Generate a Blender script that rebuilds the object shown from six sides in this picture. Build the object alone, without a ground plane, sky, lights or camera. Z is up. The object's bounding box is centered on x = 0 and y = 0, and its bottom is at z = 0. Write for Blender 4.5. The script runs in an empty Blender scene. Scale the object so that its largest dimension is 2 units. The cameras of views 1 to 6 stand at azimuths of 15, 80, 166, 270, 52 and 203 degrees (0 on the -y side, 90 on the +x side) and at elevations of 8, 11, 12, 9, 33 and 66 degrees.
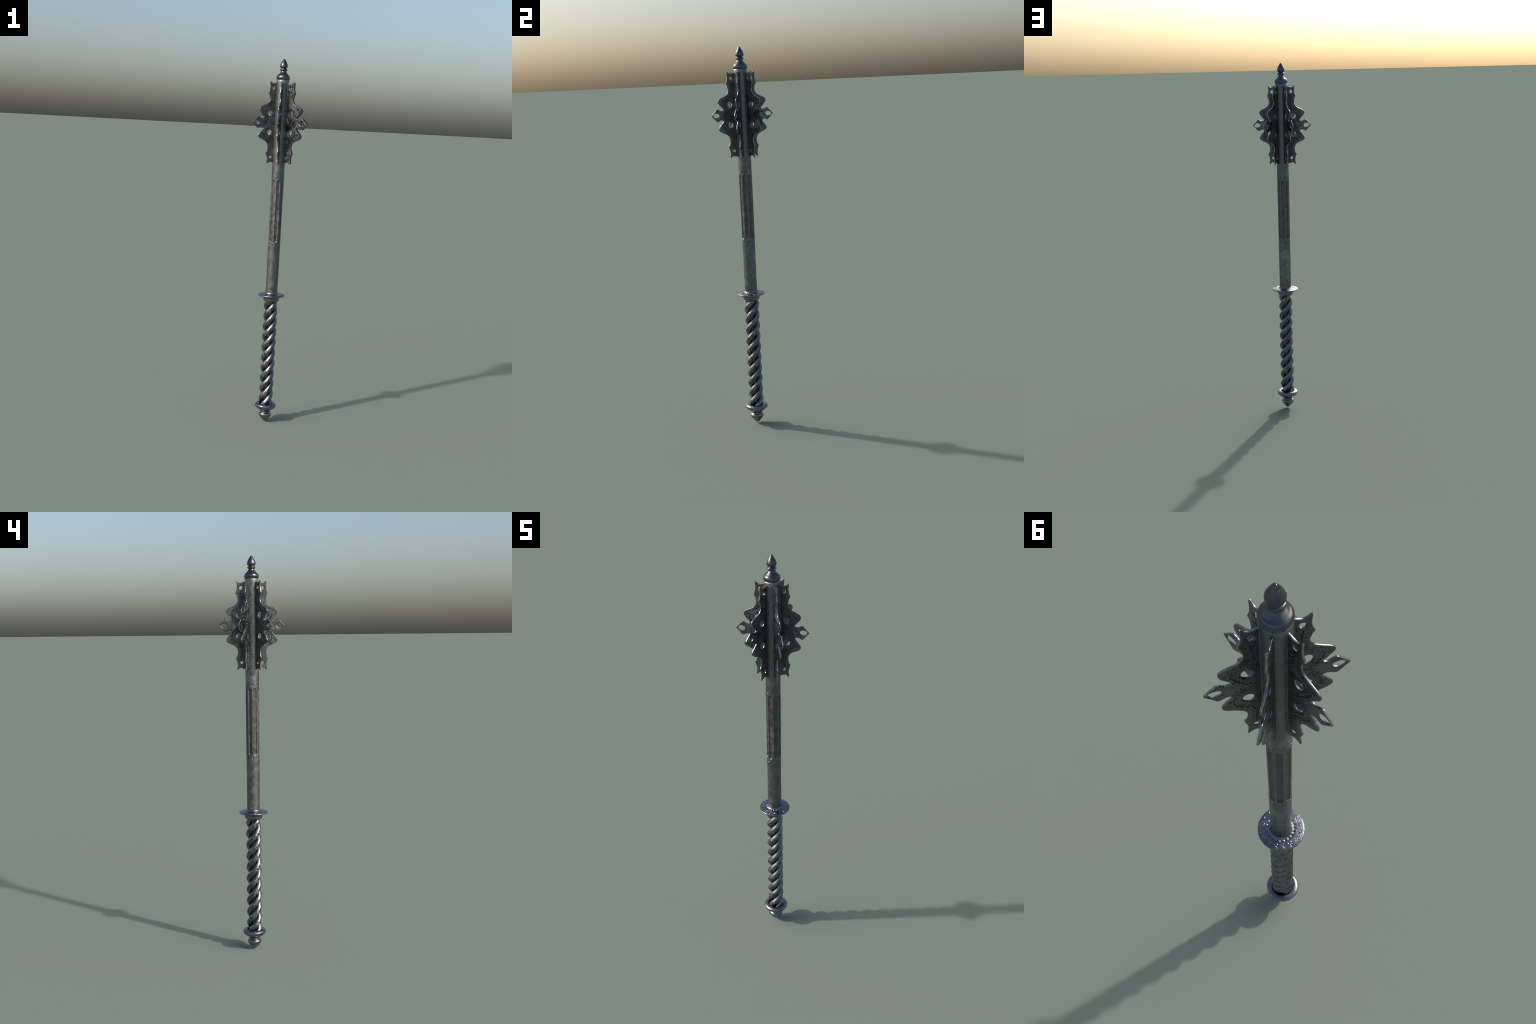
"""Flanged mace of dark steel: finial, six pierced and engraved flanges, fluted
shaft, dished guard, three-strand twisted grip and a turned pommel."""
import bpy, math, random
import numpy as np
from mathutils import Vector
from mathutils.geometry import delaunay_2d_cdt
from mathutils.kdtree import KDTree

random.seed(11)
TAU = 2 * math.pi

# ------------------------------------------------------------------ helpers
def catmull(pts, step):
    """Smooth open curve through control points, sampled about every `step`."""
    P = [np.array(p, float) for p in pts]
    if len(P) == 2:
        n = max(1, int(np.linalg.norm(P[1] - P[0]) / step))
        return [P[0] + (P[1] - P[0]) * i / n for i in range(n + 1)]
    P = [2 * P[0] - P[1]] + P + [2 * P[-1] - P[-2]]
    out = []
    for i in range(1, len(P) - 2):
        a, b, c, d = P[i - 1:i + 3]
        t0 = 0.0
        t1 = t0 + max(1e-9, np.linalg.norm(b - a)) ** .5
        t2 = t1 + max(1e-9, np.linalg.norm(c - b)) ** .5
        t3 = t2 + max(1e-9, np.linalg.norm(d - c)) ** .5
        n = max(1, int(round(np.linalg.norm(c - b) / step)))
        for k in range(n):
            t = t1 + (t2 - t1) * k / n
            A1 = a * (t1 - t) / (t1 - t0) + b * (t - t0) / (t1 - t0)
            A2 = b * (t2 - t) / (t2 - t1) + c * (t - t1) / (t2 - t1)
            A3 = c * (t3 - t) / (t3 - t2) + d * (t - t2) / (t3 - t2)
            B1 = A1 * (t2 - t) / (t2 - t0) + A2 * (t - t0) / (t2 - t0)
            B2 = A2 * (t3 - t) / (t3 - t1) + A3 * (t - t1) / (t3 - t1)
            out.append(B1 * (t2 - t) / (t2 - t1) + B2 * (t - t1) / (t2 - t1))
    out.append(P[-2])
    return out


def chain(runs, step):
    """Join smooth runs at sharp corners (each run starts where the last ended)."""
    out = []
    for r in runs:
        seg = catmull(r, step)
        out += seg if not out else seg[1:]
    return np.array(out)


def make_mesh(name, verts, faces, mats, face_mat=None, smooth_angle=None):
    me = bpy.data.meshes.new(name)
    me.from_pydata([tuple(v) for v in verts], [], faces)
    for m in mats:
        me.materials.append(m)
    if face_mat is not None:
        me.polygons.foreach_set("material_index", face_mat)
    me.polygons.foreach_set("use_smooth", [True] * len(me.polygons))
    if smooth_angle:
        me.set_sharp_from_angle(angle=math.radians(smooth_angle))
    me.update()
    return me


def add(name, me, parent):
    ob = bpy.data.objects.new(name, me)
    bpy.context.collection.objects.link(ob)
    ob.parent = parent
    return ob


def grid_surface(X, Y, Z, close_bottom=True, close_top=True):
    """Rows of a closed ring (axis 0 along the profile, axis 1 round it)."""
    n, m = X.shape
    verts = np.stack([X, Y, Z], -1).reshape(-1, 3).tolist()
    faces = []
    for i in range(n - 1):
        for j in range(m):
            k = (j + 1) % m
            faces.append((i * m + j, i * m + k, (i + 1) * m + k, (i + 1) * m + j))
    if close_bottom:
        c = len(verts)
        verts.append([float(X[0].mean()), float(Y[0].mean()), float(Z[0].mean())])
        faces += [(c, (j + 1) % m, j) for j in range(m)]
    if close_top:
        c = len(verts)
        verts.append([float(X[-1].mean()), float(Y[-1].mean()), float(Z[-1].mean())])
        b = (n - 1) * m
        faces += [(c, b + j, b + (j + 1) % m) for j in range(m)]
    return verts, faces


def facet(theta, n, phase=0.0):
    """Radius factor that turns a circle into a regular n-gon."""
    a = TAU / n
    return math.cos(a / 2) / np.cos((theta - phase) % a - a / 2)


# ---------------------------------------------------------------- materials
def steel(name, base=(.2, .21, .22), rough=.38, rust=0.0, rust_col=(.13, .075, .055),
          metal=1.0, patch=.25, grain=.15, inner=None, scale=1.0, pale=0.0,
          darkroot=0.0, zband=None):
    """Worn dark steel: mottled tone, varied gloss, fine pitting, optional rust.
    inner=(r0, r1): rust fades from full at axis distance r0 to none at r1."""
    m = bpy.data.materials.new(name)
    m.use_nodes = True
    nt = m.node_tree
    N, L = nt.nodes, nt.links
    N.clear()

    def node(t, **kw):
        n = N.new(t)
        for k, v in kw.items():
            setattr(n, k, v)
        return n

    def math_(op, a, b=None, clamp=False):
        n = node('ShaderNodeMath', operation=op, use_clamp=clamp)
        for i, v in enumerate((a, b)):
            if v is None:
                continue
            if isinstance(v, (int, float)):
                n.inputs[i].default_value = v
            else:
                L.new(v, n.inputs[i])
        return n.outputs[0]

    def remap(v, a, b, c=0.0, d=1.0):
        n = node('ShaderNodeMapRange')
        n.interpolation_type = 'SMOOTHSTEP'
        L.new(v, n.inputs[0])
        for i, x in enumerate((a, b, c, d)):
            n.inputs[i + 1].default_value = x
        return n.outputs[0]

    def mix(fac, a, b):
        n = node('ShaderNodeMix', data_type='RGBA')
        for i, v in ((0, fac), (6, a), (7, b)):
            if isinstance(v, tuple):
                n.inputs[i].default_value = (*v, 1)
            elif isinstance(v, (int, float)):
                n.inputs[i].default_value = v
            else:
                L.new(v, n.inputs[i])
        return n.outputs[2]

    tc = node('ShaderNodeTexCoord')
    info = node('ShaderNodeObjectInfo')
    off = node('ShaderNodeVectorMath', operation='SCALE')
    off.inputs[0].default_value = (3.1, 5.7, 9.3)
    L.new(info.outputs['Random'], off.inputs[3])
    pos = node('ShaderNodeVectorMath', operation='ADD')
    L.new(tc.outputs['Object'], pos.inputs[0])
    L.new(off.outputs[0], pos.inputs[1])

    def noise(s, detail=4, rough_=.55, dist=0.0):
        n = node('ShaderNodeTexNoise')
        n.inputs['Scale'].default_value = s * scale
        n.inputs['Detail'].default_value = detail
        n.inputs['Roughness'].default_value = rough_
        n.inputs['Distortion'].default_value = dist
        L.new(pos.outputs[0], n.inputs['Vector'])
        return n.outputs[0]

    big, mid, fine, tiny = noise(9, 3), noise(45, 5, .6), noise(230, 4, .6), noise(700, 2, .5)
    lo = tuple(c * (1 - patch) for c in base)
    hi = tuple(min(1, c * (1 + patch)) for c in base)
    col = mix(remap(mid, .32, .68), lo, hi)
    col = mix(math_('MULTIPLY', remap(fine, .5, .75), .35), col, tuple(c * .55 for c in base))
    rgh = math_('ADD', remap(mid, .3, .7, rough - .07, rough + .07),
                remap(fine, .3, .7, -.04, .05))
    met = None
    if pale:
        pm = math_('MULTIPLY', remap(math_('ADD', math_('MULTIPLY', big, .7), math_('ADD', math_('MULTIPLY', mid, .25), math_('MULTIPLY', fine, .35))), .68, .80), pale)
        col = mix(pm, col, tuple(min(1, c * 2.2) for c in base))
    if rust:
        rm = remap(math_('ADD', math_('MULTIPLY', big, .55), math_('MULTIPLY', mid, .6)),
                   .50, .68)
        if inner:
            sep = node('ShaderNodeSeparateXYZ')
            L.new(tc.outputs['Object'], sep.inputs[0])
            rad = math_('SQRT', math_('ADD', math_('MULTIPLY', sep.outputs[0], sep.outputs[0]),
                                      math_('MULTIPLY', sep.outputs[1], sep.outputs[1])))
            near = remap(rad, inner[0], inner[1], 1, 0)
            rm = math_('MULTIPLY', math_('ADD', math_('MULTIPLY', rm, .9), .10), near)
        rm = math_('MULTIPLY', rm, rust, clamp=True)
        rc = mix(remap(fine, .35, .65), tuple(c * .7 for c in rust_col),
                 tuple(min(1, c * 1.3) for c in rust_col))
        col = mix(rm, col, rc)
        met = math_('SUBTRACT', metal, math_('MULTIPLY', rm, .75 * metal))
        rgh = math_('ADD', rgh, math_('MULTIPLY', rm, .16))
    bs = node('ShaderNodeBsdfPrincipled')
    L.new(col, bs.inputs['Base Color'])
    L.new(rgh, bs.inputs['Roughness'])
    if met is None:
        bs.inputs['Metallic'].default_value = metal
    else:
        L.new(met, bs.inputs['Metallic'])
    bump = node('ShaderNodeBump')
    bump.inputs['Strength'].default_value = grain
    bump.inputs['Distance'].default_value = .002
    L.new(math_('ADD', fine, math_('MULTIPLY', tiny, .5)), bump.inputs['Height'])
    L.new(bump.outputs[0], bs.inputs['Normal'])
    out = node('ShaderNodeOutputMaterial')
    L.new(bs.outputs[0], out.inputs[0])
    return m


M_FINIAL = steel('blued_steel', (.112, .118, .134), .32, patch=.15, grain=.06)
M_SHAFT = steel('worn_grey_steel', (.152, .166, .171), .41, patch=.16, grain=.28, pale=.5,
                metal=.9)
M_FLUTE = steel('rusty_recess', (.112, .108, .114), .42, rust=.6, rust_col=(.135, .090, .080),
                patch=.3, grain=.2, metal=.8)
M_FLANGE = steel('forged_flange_steel', (.128, .139, .150), .32, rust=.55,
                 rust_col=(.085, .055, .046), inner=(.042, .110), patch=.25, grain=.14)
M_EDGE = steel('pale_rim_steel', (.26, .27, .29), .27, patch=.3, grain=.1)  # paler, smoother steel along the flange rims and hole walls
M_GROOVE = steel('dark_engraving', (.040, .038, .040), .55, grain=.1)
M_GUARD = steel('polished_guard_steel', (.205, .215, .24), .29, patch=.14, grain=.08)
M_GRIP = steel('twisted_grip_steel', (.195, .205, .222), .33, patch=.2, grain=.14)
M_GRIPCUT = steel('grip_engraving', (.075, .056, .048), .5, grain=.1)

# --------------------------------------------------------------- the thing
mace = bpy.data.objects.new('flanged_mace', None)
bpy.context.collection.objects.link(mace)
mace['label'] = 'dark steel flanged mace with pierced flanges and twisted grip'
mace['category'] = 'mace'

# ------------------------------------------------------------------ finial
def lathe(profile_runs, seg, step, ngon=None, disp=None):
    prof = chain(profile_runs, step)
    th = np.arange(seg) * TAU / seg
    R = prof[:, 0][:, None] * np.ones(seg)[None]
    Z = prof[:, 1][:, None] * np.ones(seg)[None]
    if disp is not None:
        t = np.gradient(prof, axis=0)
        t /= np.linalg.norm(t, axis=1)[:, None] + 1e-12
        nr, nz = t[:, 1], -t[:, 0]
        h = disp(R, Z, th[None, :] + 0 * R)
        R = R + nr[:, None] * h
        Z = Z + nz[:, None] * h
    if ngon is not None:
        k = facet(th, *ngon)[None]
        R = R * k
    return R * np.cos(th), R * np.sin(th), Z


finial_profile = [
    [(.0300, 1.8885), (.0335, 1.8900)],
    [(.0335, 1.8900), (.0350, 1.8935), (.0362, 1.8985), (.0362, 1.9030), (.0349, 1.9085),
     (.0315, 1.9135), (.0268, 1.9175), (.0222, 1.9225), (.0188, 1.9260), (.0158, 1.9305),
     (.0142, 1.9350)],
    [(.0142, 1.9350), (.0162, 1.9372), (.0196, 1.9395), (.0206, 1.9425), (.0196, 1.9452),
     (.0165, 1.9472), (.0145, 1.9490)],
    [(.0145, 1.9490), (.0146, 1.9512), (.0176, 1.9530), (.0203, 1.9560), (.0213, 1.9610),
     (.0206, 1.9670), (.0182, 1.9745), (.0135, 1.9832), (.0088, 1.9908), (.0052, 1.9968),
     (.0030, 1.9993), (.0004, 2.0000)]]
X, Y, Z = lathe(finial_profile, 96, .0009)
v, f = grid_surface(X, Y, Z)
add('finial', make_mesh('finial', v, f, [M_FINIAL]), mace)

# ------------------------------------------------- shaft: flutes and dimples
N_FLUTE = 8
FLUTE_LO, FLUTE_HI, FLUTE_HALF = 1.0180, 1.3560, .0090


def smooth(x, a, b):
    t = np.clip((x - a) / (b - a), 0, 1)
    return t * t * (3 - 2 * t)


def shaft_radius(z):
    return .0325 + (.0336 - .0325) * np.clip((z - .73) / (1.30 - .73), 0, 1)


def build_shaft():
    seg = 320
    zs = np.unique(np.concatenate([
        np.linspace(.715, .99, 60), np.linspace(.99, 1.030, 60), np.linspace(1.03, 1.345, 120),
        np.linspace(1.345, 1.380, 56), np.linspace(1.38, 1.8895, 80)]))
    th = np.arange(seg) * TAU / seg
    Zg, T = np.meshgrid(zs, th, indexing='ij')
    R = shaft_radius(Zg)
    # flutes: rounded slots midway between the dimples
    per = TAU / N_FLUTE
    u = ((T + 0.0) % per - per / 2) * R
    zc = np.clip(Zg, FLUTE_LO + FLUTE_HALF, FLUTE_HI - FLUTE_HALF)
    d = np.hypot(u, (Zg - zc) * 1.0) - FLUTE_HALF
    slot = 1 - smooth(d, -.0030 - .0022 * (np.abs(Zg - zc) > 1e-6), .0004)
    # dimples: small punched hollows at both ends of each land
    u2 = ((T + per / 2) % per - per / 2) * R
    dim = 0
    for zd in (1.3692, 1.0035):
        q = np.hypot(u2, Zg - zd) / .0048
        dim = np.maximum(dim, np.clip(1 - q * q, 0, 1))
    wob =   .00015 * np.sin(T * 3 + Zg * 31) * np.sin(Zg * 17 + 1) + .00012 * np.sin(T * 7 - Zg * 90)
    Rn = R - .0044 * slot - .0040 * dim + wob
    # soft flare where the tube meets the guard
    Rn += .0014 * np.exp(-np.clip(Zg - .733, 0, 1) / .004)
    v, f = grid_surface(Rn * np.cos(T), Rn * np.sin(T), Zg)
    sl = slot.reshape(-1)
    idx = [1 if min(sl[q] if q < len(sl) else 0 for q in fc) > .30 else 0 for fc in f]
    return make_mesh('shaft', v, f, [M_SHAFT, M_FLUTE], idx)


add('shaft', build_shaft(), mace)

# ------------------------------------------------------------------ flanges
ZC = 1.662                       # mid height of the head; outline mirrors about it
upper = [  # (distance from axis, height above mid), runs split at sharp corners
    [(.0290, .2130), (.0400, .2115), (.0490, .2080), (.0565, .2068), (.0640, .2102),
     (.0705, .2166), (.0727, .2176), (.0738, .2160), (.0730, .2040), (.0722, .1880),
     (.0748, .1745), (.0796, .1598)],
    [(.0796, .1598), (.0797, .1572), (.0752, .1510), (.0718, .1385), (.0704, .1290),
     (.0715, .1185), (.0785, .1055), (.0890, .0972), (.1025, .0908), (.1140, .0855),
     (.1212, .0805), (.1256, .0742), (.1264, .0668), (.1220, .0570), (.1110, .0440),
     (.1030, .0345), (.1002, .0305)],
    [(.1002, .0305), (.1028, .0262), (.1095, .0238), (.1165, .0248), (.1240, .0290),
     (.1300, .0314), (.1338, .0312), (.1368, .0290), (.1460, .0190), (.1622, .0012)],
    [(.1622, .0012), (.1628, 0.0)]]
HOLES = [(.0532, .1837, .0077, .0092), (.0519, -.1805, .0066, .0078),
         (.0656, .0520, .0129, .0160), (.0657, -.0497, .0131, .0146),
         (.1378, .0008, .0157, .0112)]
# engraved stem that follows the outline, in two runs (above and below the beak)
STEMS = [
    [(.0545, .1660), (.0525, .1450), (.0505, .1200), (.0530, .1020), (.0640, .0900),
     (.0780, .0830), (.0930, .0760), (.1010, .0660), (.1005, .0540), (.0935, .0410),
     (.0840, .0280), (.0730, .0165), (.0620, .0085), (.0580, .0125), (.0610, .0165)],
    [(.0610, -.0090), (.0565, -.0060), (.0590, -.0010), (.0700, -.0050), (.0850, -.0190),
     (.0950, -.0330), (.1000, -.0500), (.0985, -.0640), (.0880, -.0760), (.0720, -.0850),
     (.0570, -.0930), (.0510, -.1060), (.0500, -.1250), (.0505, -.1480), (.0512, -.1680)]]


def curl(p, t, side, size):
    """One scroll: branches off the stem at p, runs out beside it and winds in."""
    n = np.array([-t[1], t[0]]) * side
    cen = p + n * size * 1.6 + t * size * 1.3
    out = []
    for i in range(30):
        a = i / 29
        rad = size * (1.0 - .66 * a ** .8)
        ang = -math.pi / 2 + .15 + a * 6.6
        out.append(cen + rad * (math.cos(ang) * t + math.sin(ang) * n))
    lead = [p, p + n * size * .30 + t * size * .75, out[0]]
    return catmull(lead, .0006) + out[1:]


def build_flange():
    rnd = random.Random(5)
    up = chain(upper, .0013)
    low = up[::-1][1:] * np.array([1, -1])
    outline = np.vstack([up, low])
    outline[:, 0] += .00025 * np.sin(outline[:, 1] * 140)           # hand filed edge
    loops = [outline]
    for (cx, cz, rx, rz) in HOLES:
        n = 48
        a = -np.arange(n) * TAU / n
        loops.append(np.stack([cx + rx * np.cos(a), cz + rz * np.sin(a)], -1))
    rim_pts = np.vstack(loops)
    kd = KDTree(len(rim_pts) * 1)
    for i, p in enumerate(rim_pts):
        kd.insert((p[0], p[1], 0), i)
    kd.balance()
    # engraving strokes
    strokes = []
    stems = [np.array(catmull(s, .0007)) for s in STEMS]
    strokes += [(s, 1.0) for s in stems]
    stem_all = np.vstack(stems)
    centres = []
    for s in stems:
        acc = np.concatenate([[0], np.cumsum(np.linalg.norm(np.diff(s, axis=0), axis=1))])
        for side in (1, -1):
            q = .006 + (.005 if side < 0 else 0)
            while q < acc[-1] - .008:
                i = int(np.searchsorted(acc, q))
                t = s[min(i + 2, len(s) - 1)] - s[max(i - 2, 0)]
                t /= np.linalg.norm(t)
                size = .0046 * rnd.uniform(.88, 1.08)
                n = np.array([-t[1], t[0]]) * side
                c = s[i] + n * size * 1.6 + t * size * 1.3
                ok = kd.find((c[0], c[1], 0))[2] > size + .0018 and c[0] > .0372 + size * .9
                ok = ok and np.linalg.norm(stem_all - c, axis=1).min() > size * 1.3
                ok = ok and all(np.hypot(*(c - o)) > size * 2.25 for o in centres)
                if ok:
                    centres.append(c)
                    strokes.append((np.array(curl(s[i], t, side, size)), .9))
                    q += .0130
                else:
                    q += .002
    sp, sw = [], []
    for pts, w in strokes:
        for a, b in zip(pts[:-1], pts[1:]):
            k = max(1, int(np.linalg.norm(b - a) / .0004))
            for j in range(k):
                sp.append(a + (b - a) * j / k)
                sw.append(w)
    ks = KDTree(len(sp))
    for i, p in enumerate(sp):
        ks.insert((p[0], p[1], 0), i)
    ks.balance()

    T, EDGE = .0030, .0016          # half thickness, width of the rounded rim

    # points: rims, two offset rings, and a grid that is finer near the strokes
    pts, edges = [], []
    for lp in loops:
        b = len(pts)
        pts += [tuple(p) for p in lp]
        edges += [(b + i, b + (i + 1) % len(lp)) for i in range(len(lp))]
    nrim = len(pts)
    for lp in loops:
        tn = np.roll(lp, -1, 0) - np.roll(lp, 1, 0)
        tn /= np.linalg.norm(tn, axis=1)[:, None]
        nrm = np.stack([tn[:, 1], -tn[:, 0]], -1)      # inward for this winding
        for o in (.0005, .0013, .0026):
            for p, n in zip(lp, nrm):
                q = p + n * o
                if abs(kd.find((q[0], q[1], 0))[2] - o) < o * .25:
                    pts.append(tuple(q))
    fine = .00062
    ny = int(.44 / fine)
    nx = int(.14 / fine)

    def inside(x, y, poly):
        x1, y1 = poly[:, 0], poly[:, 1]
        x2, y2 = np.roll(x1, -1), np.roll(y1, -1)
        c = np.zeros(len(x), bool)
        for a, b, e, g in zip(x1, y1, x2, y2):
            if b != g:
                c ^= ((b > y) != (g > y)) & (x < (e - a) * (y - b) / (g - b) + a)
        return c
    gx, gy = np.meshgrid(.029 + np.arange(nx) * fine, -.22 + np.arange(ny) * fine)
    ii, jj = np.meshgrid(np.arange(nx), np.arange(ny))
    gx, gy, ii, jj = gx.ravel(), gy.ravel(), ii.ravel(), jj.ravel()
    keep = inside(gx, gy, loops[0])
    for lp in loops[1:]:
        keep &= ~inside(gx, gy, lp)
    for x, y, i, j in zip(gx[keep], gy[keep], ii[keep], jj[keep]):
        if kd.find((x, y, 0))[2] < .0031:
            continue
        near = ks.find((x, y, 0))[2] < .0026
        if near or (i % 3 == 0 and j % 3 == 0) or (x < .041 and j % 3 == 0):
            jx, jy = rnd.uniform(-.2, .2) * fine, rnd.uniform(-.2, .2) * fine
            pts.append((x + jx, y + jy))
    res = delaunay_2d_cdt([Vector(p) for p in pts], edges, [], 0, 1e-7)
    V2 = np.array([tuple(p) for p in res[0]])
    # keep triangles within the plate and out of the holes
    tris = np.array([t for t in res[2] if len(t) == 3])
    c = V2[tris].mean(1)
    ok = inside(c[:, 0], c[:, 1], loops[0])
    for lp in loops[1:]:
        ok &= ~inside(c[:, 0], c[:, 1], lp)
    tris = tris[ok]

    half = np.zeros(len(V2))
    cut = np.zeros(len(V2))
    rim = np.zeros(len(V2), bool)
    dist = np.zeros(len(V2))
    for i, p in enumerate(V2):
        d = kd.find((p[0], p[1], 0))[2]
        dist[i] = d if p[0] > .036 else 1
        if d < 1e-6:
            rim[i] = True
        t = min(1.0, d / EDGE)
        h = T * (.50 + .50 * math.sqrt(max(0, 1 - (1 - t) ** 2)))
        _, si, sd = ks.find((p[0], p[1], 0))
        g = max(0.0, 1 - (sd / (.0012 if sw[si] == 1 else .00088)) ** 2)
        cut[i] = g * sw[si]
        lip = math.exp(-((sd - .0017) / .0006) ** 2) * .00025
        h += (-.0010 * cut[i] + lip) * t
        x = (.0385 - p[0]) / .0050                         # weld fillet at the tube
        if x > 0:
            h += .0018 * (1 - math.sqrt(max(0, 1 - min(1, x) ** 2)))
        half[i] = h
    n = len(V2)
    # gentle hammering so the plate is not dead flat
    bow = .0005 * np.sin(V2[:, 1] * 38 + 1) * np.sin(V2[:, 0] * 60) \
        + .00025 * np.sin(V2[:, 1] * 97 + V2[:, 0] * 130)
    verts = [(x, h + b, ZC + z) for (x, z), h, b in zip(V2, half, bow)] \
        + [(x, -h + b, ZC + z) for (x, z), h, b in zip(V2, half, bow)]
    faces, mi = [], []
    for a, b, c_ in tris:
        dark = 1 if min(cut[a], cut[b], cut[c_]) > .40 else (
            2 if max(dist[a], dist[b], dist[c_]) < .00075 else 0)
        faces += [(int(c_), int(b), int(a)), (int(a) + n, int(b) + n, int(c_) + n)]
        mi += [dark, dark]
    # close the rim with a wall between the two sides
    cnt = {}
    for t in tris:
        for a, b in ((t[0], t[1]), (t[1], t[2]), (t[2], t[0])):
            cnt[(int(a), int(b))] = 1
    for (a, b) in list(cnt):
        if (b, a) not in cnt:
            faces.append((a, b, b + n, a + n))
            mi.append(2)
    return make_mesh('flange', verts, faces, [M_FLANGE, M_GROOVE, M_EDGE], mi, 62)


flange_mesh = build_flange()
for k in range(6):
    ob = add('flange', flange_mesh, mace)
    ob.rotation_euler = (0, 0, math.radians(37.17 + 60 * k))

# -------------------------------------------------------------------- guard
guard_profile = [
    [(.0300, .6850), (.0352, .6868)],
    [(.0352, .6868), (.0395, .6915), (.0436, .6958)],
    [(.0436, .6958), (.0443, .6968), (.0443, .6980)],
    [(.0443, .6980), (.0428, .6990), (.0442, .7005)],
    [(.0442, .7005), (.0446, .7060), (.0475, .7108), (.0560, .7155), (.0655, .7182),
     (.0716, .7200), (.0735, .7226), (.0735, .7250), (.0722, .7268), (.0690, .7278),
     (.0600, .7294), (.0500, .7308), (.0415, .7318), (.0360, .7335), (.0330, .7380)]]


def guard_relief(R, Z, T):
    top = (Z > .7262) * 1.0
    h = np.zeros_like(R)
    per = TAU / 20                                     # ring of punched hollows
    u = ((T + .1) % per - per / 2) * R
    q = np.hypot(u, R - .0415) / .0048
    h -= .0022 * np.clip(1 - q * q, 0, 1)
    r2 = random.Random(3)                              # chased sprays near the edge
    for k in range(16):
        big = k % 2 == 0
        a0 = k * TAU / 16 + .12
        for j in range(17 if big else 7):
            aa = a0 + r2.uniform(-1, 1) * (.10 if big else .05)
            rr = .0590 + r2.uniform(-1, 1) * (.0072 if big else .0055)
            turn = r2.uniform(0, 3.14)
            du = ((T - aa + math.pi) % TAU - math.pi) * R
            dr = R - rr
            e1 = du * math.cos(turn) + dr * math.sin(turn)
            e2 = -du * math.sin(turn) + dr * math.cos(turn)
            bump = np.exp(-(e1 / .0030) ** 2 - (e2 / .0010) ** 2)
            h += bump * (.0010 if j % 2 else -.0011)
    return h * top


X, Y, Z = lathe(guard_profile, 480, .0007, ngon=(24, .05), disp=guard_relief)
v, f = grid_surface(X, Y, Z)
add('guard', make_mesh('guard', v, f, [M_GUARD], smooth_angle=50), mace)

# --------------------------------------------------- grip: three-strand twist
LEAD, STRAND_R, STRAND_B, AXIS_R, PHASE = .1767, .0160, .0152, .0227, 43.0


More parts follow.
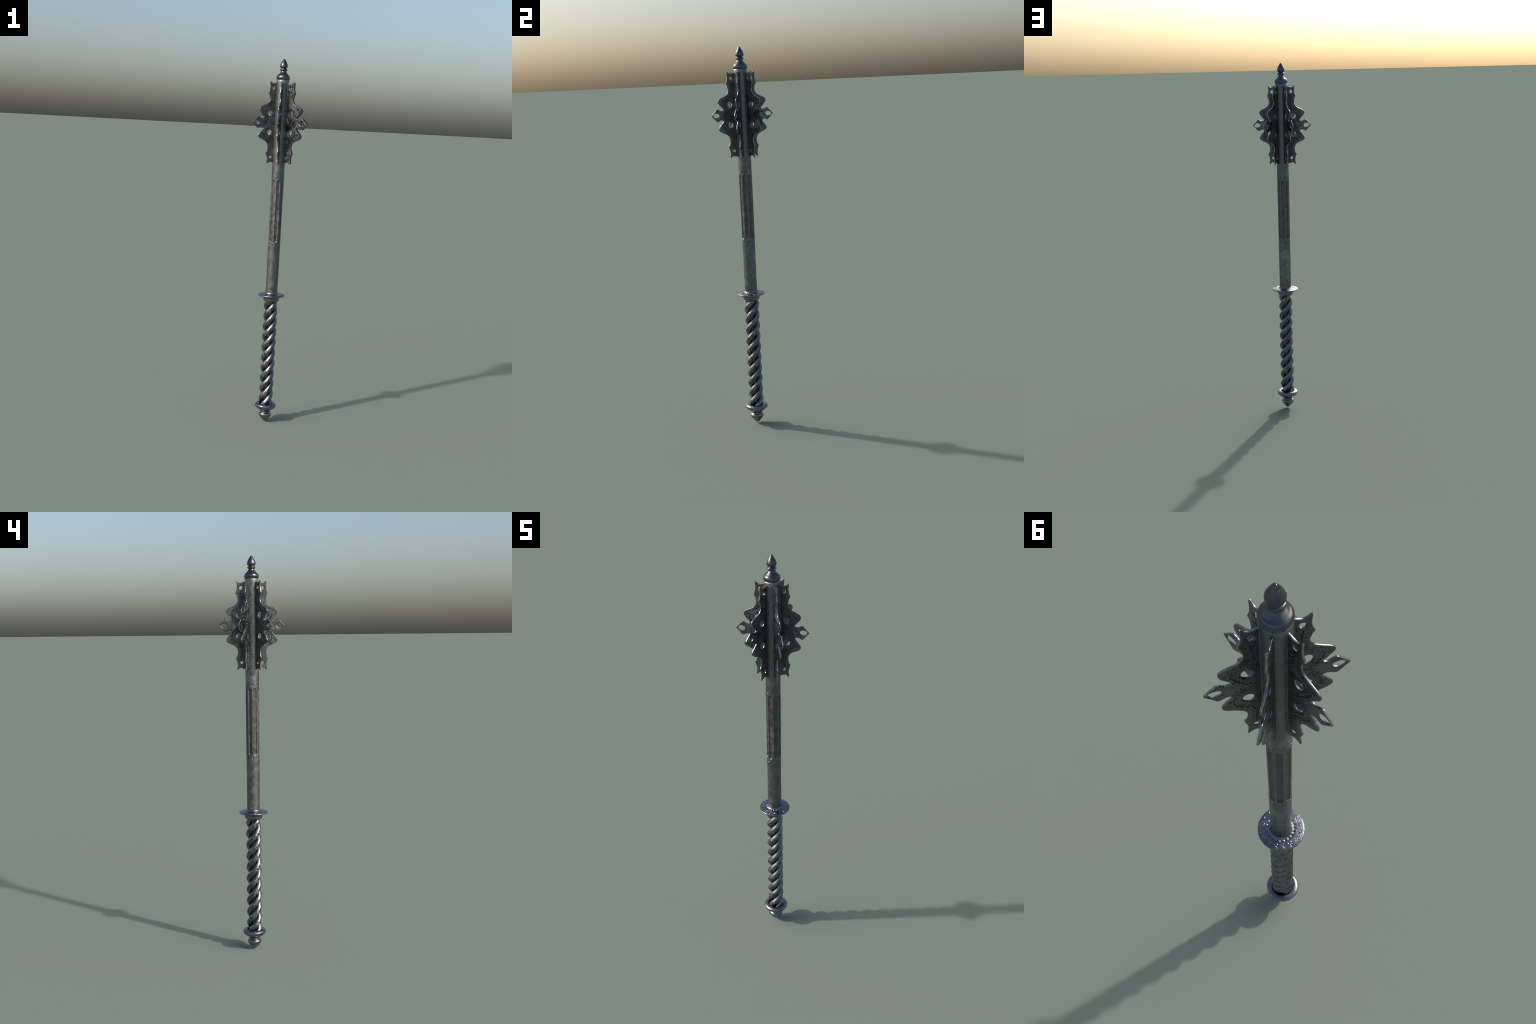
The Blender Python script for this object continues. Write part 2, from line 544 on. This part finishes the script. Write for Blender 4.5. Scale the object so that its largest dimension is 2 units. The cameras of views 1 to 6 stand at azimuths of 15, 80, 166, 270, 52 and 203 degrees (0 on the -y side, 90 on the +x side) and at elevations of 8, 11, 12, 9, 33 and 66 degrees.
def build_strand():
    rnd = random.Random(8)
    z0, z1 = .078, .694
    nz, nc = 760, 84
    zs = np.linspace(z0, z1, nz)
    a = np.radians(PHASE) + TAU * zs / LEAD
    # the twist tightens into its sockets at both ends
    taper = 1 - .10 * smooth(zs, .668, .690) - .05 * smooth(-zs, -.112, -.098)
    cr = AXIS_R * taper
    P = np.stack([cr * np.cos(a), cr * np.sin(a), zs], -1)
    Tn = np.gradient(P, axis=0)
    arc = np.concatenate([[0], np.cumsum(np.linalg.norm(np.diff(P, axis=0), axis=1))])
    Tn /= np.linalg.norm(Tn, axis=1)[:, None]
    O = np.stack([np.cos(a), np.sin(a), 0 * a], -1)            # outward
    O -= (O * Tn).sum(1)[:, None] * Tn
    O /= np.linalg.norm(O, axis=1)[:, None]
    B = np.cross(Tn, O)                                        # down across the strand
    phi = np.arange(nc) * TAU / nc
    S, PH = np.meshgrid(arc, phi, indexing='ij')
    w = ((PH + math.pi) % TAU - math.pi) * STRAND_R            # distance from the crest
    # chased band of C scrolls along the crest
    h = np.zeros_like(S)
    pitch = .0112
    s = .006
    k = 0
    while s < arc[-1]:
        for row, off in ((0, -.0034), (1, .0028), (2, .0086)):
            if rnd.random() < (.35, .08, .25)[row]:
                continue
            c_s = s + (row % 2) * pitch * .5 + rnd.uniform(-.0008, .0008)
            c_w = off + rnd.uniform(-.0012, .0012)
            rad = .0036 * rnd.uniform(.75, 1.15)
            i0, i1 = np.searchsorted(arc, [c_s - .007, c_s + .007])
            ds, dw = S[i0:i1] - c_s, w[i0:i1] - c_w
            q = np.hypot(ds, dw)
            ang = np.arctan2(dw, ds)
            gap = smooth(np.cos(ang - rnd.uniform(0, TAU)), .85, .6)
            ring = np.exp(-((q - rad) / .0011) ** 2) * gap
            dot = np.exp(-(q / .0011) ** 2)
            h[i0:i1] = np.minimum(h[i0:i1], -ring)
            h[i0:i1] += .6 * dot
        s += pitch
        k += 1
    fade = smooth(S, .010, .03) * smooth(arc[-1] - S, .012, .04)
    h *= fade
    # slightly ridged oval section, with the chasing cut into it
    cp, sp = np.cos(PH), np.sin(PH)
    cp = np.sign(cp) * np.abs(cp) ** (2 / 1.84)
    sp = np.sign(sp) * np.abs(sp) ** (2 / 1.84)
    cut = .0021 * h
    V = P[:, None] + ((STRAND_R * taper[:, None] + cut) * cp)[..., None] * O[:, None] \
        + ((STRAND_B * taper[:, None] + cut) * sp)[..., None] * B[:, None]
    v, f = grid_surface(V[..., 0], V[..., 1], V[..., 2])
    hf = h.reshape(-1)
    idx = [1 if len(fc) == 4 and sum(hf[q] for q in fc) / 4 < -.42 else 0 for fc in f]
    return make_mesh('grip_strand', v, f, [M_GRIP, M_GRIPCUT], idx)


strand_mesh = build_strand()
for k in range(3):
    ob = add('grip_strand', strand_mesh, mace)
    ob.rotation_euler = (0, 0, TAU * k / 3)

# dark core that closes the spaces between the strands
core_profile = [[(.0130, .080), (.0130, .692)]]
X, Y, Z = lathe(core_profile, 48, .02)
v, f = grid_surface(X, Y, Z)
add('grip_core', make_mesh('grip_core', v, f, [M_GRIP], smooth_angle=50), mace)

# ------------------------------------------------------------------- pommel
pommel_profile = [
    [(.0006, .0000), (.0052, .0022), (.0130, .0088), (.0220, .0190), (.0300, .0292),
     (.0345, .0375), (.0354, .0432), (.0338, .0490), (.0300, .0535), (.0265, .0560)],
    [(.0265, .0560), (.0262, .0600), (.0275, .0635), (.0340, .0690), (.0430, .0745),
     (.0520, .0815), (.0575, .0885), (.0596, .0955), (.0588, .1000), (.0555, .1035),
     (.0500, .1064), (.0435, .1072), (.0392, .1064), (.0374, .1040)],
    [(.0374, .1040), (.0370, .0950), (.0368, .0850)],
    [(.0368, .0850), (.0010, .0845)]]
X, Y, Z = lathe(pommel_profile, 192, .0010, ngon=(24, .0))
v, f = grid_surface(X, Y, Z)
add('pommel', make_mesh('pommel', v, f, [M_GUARD], smooth_angle=50), mace)
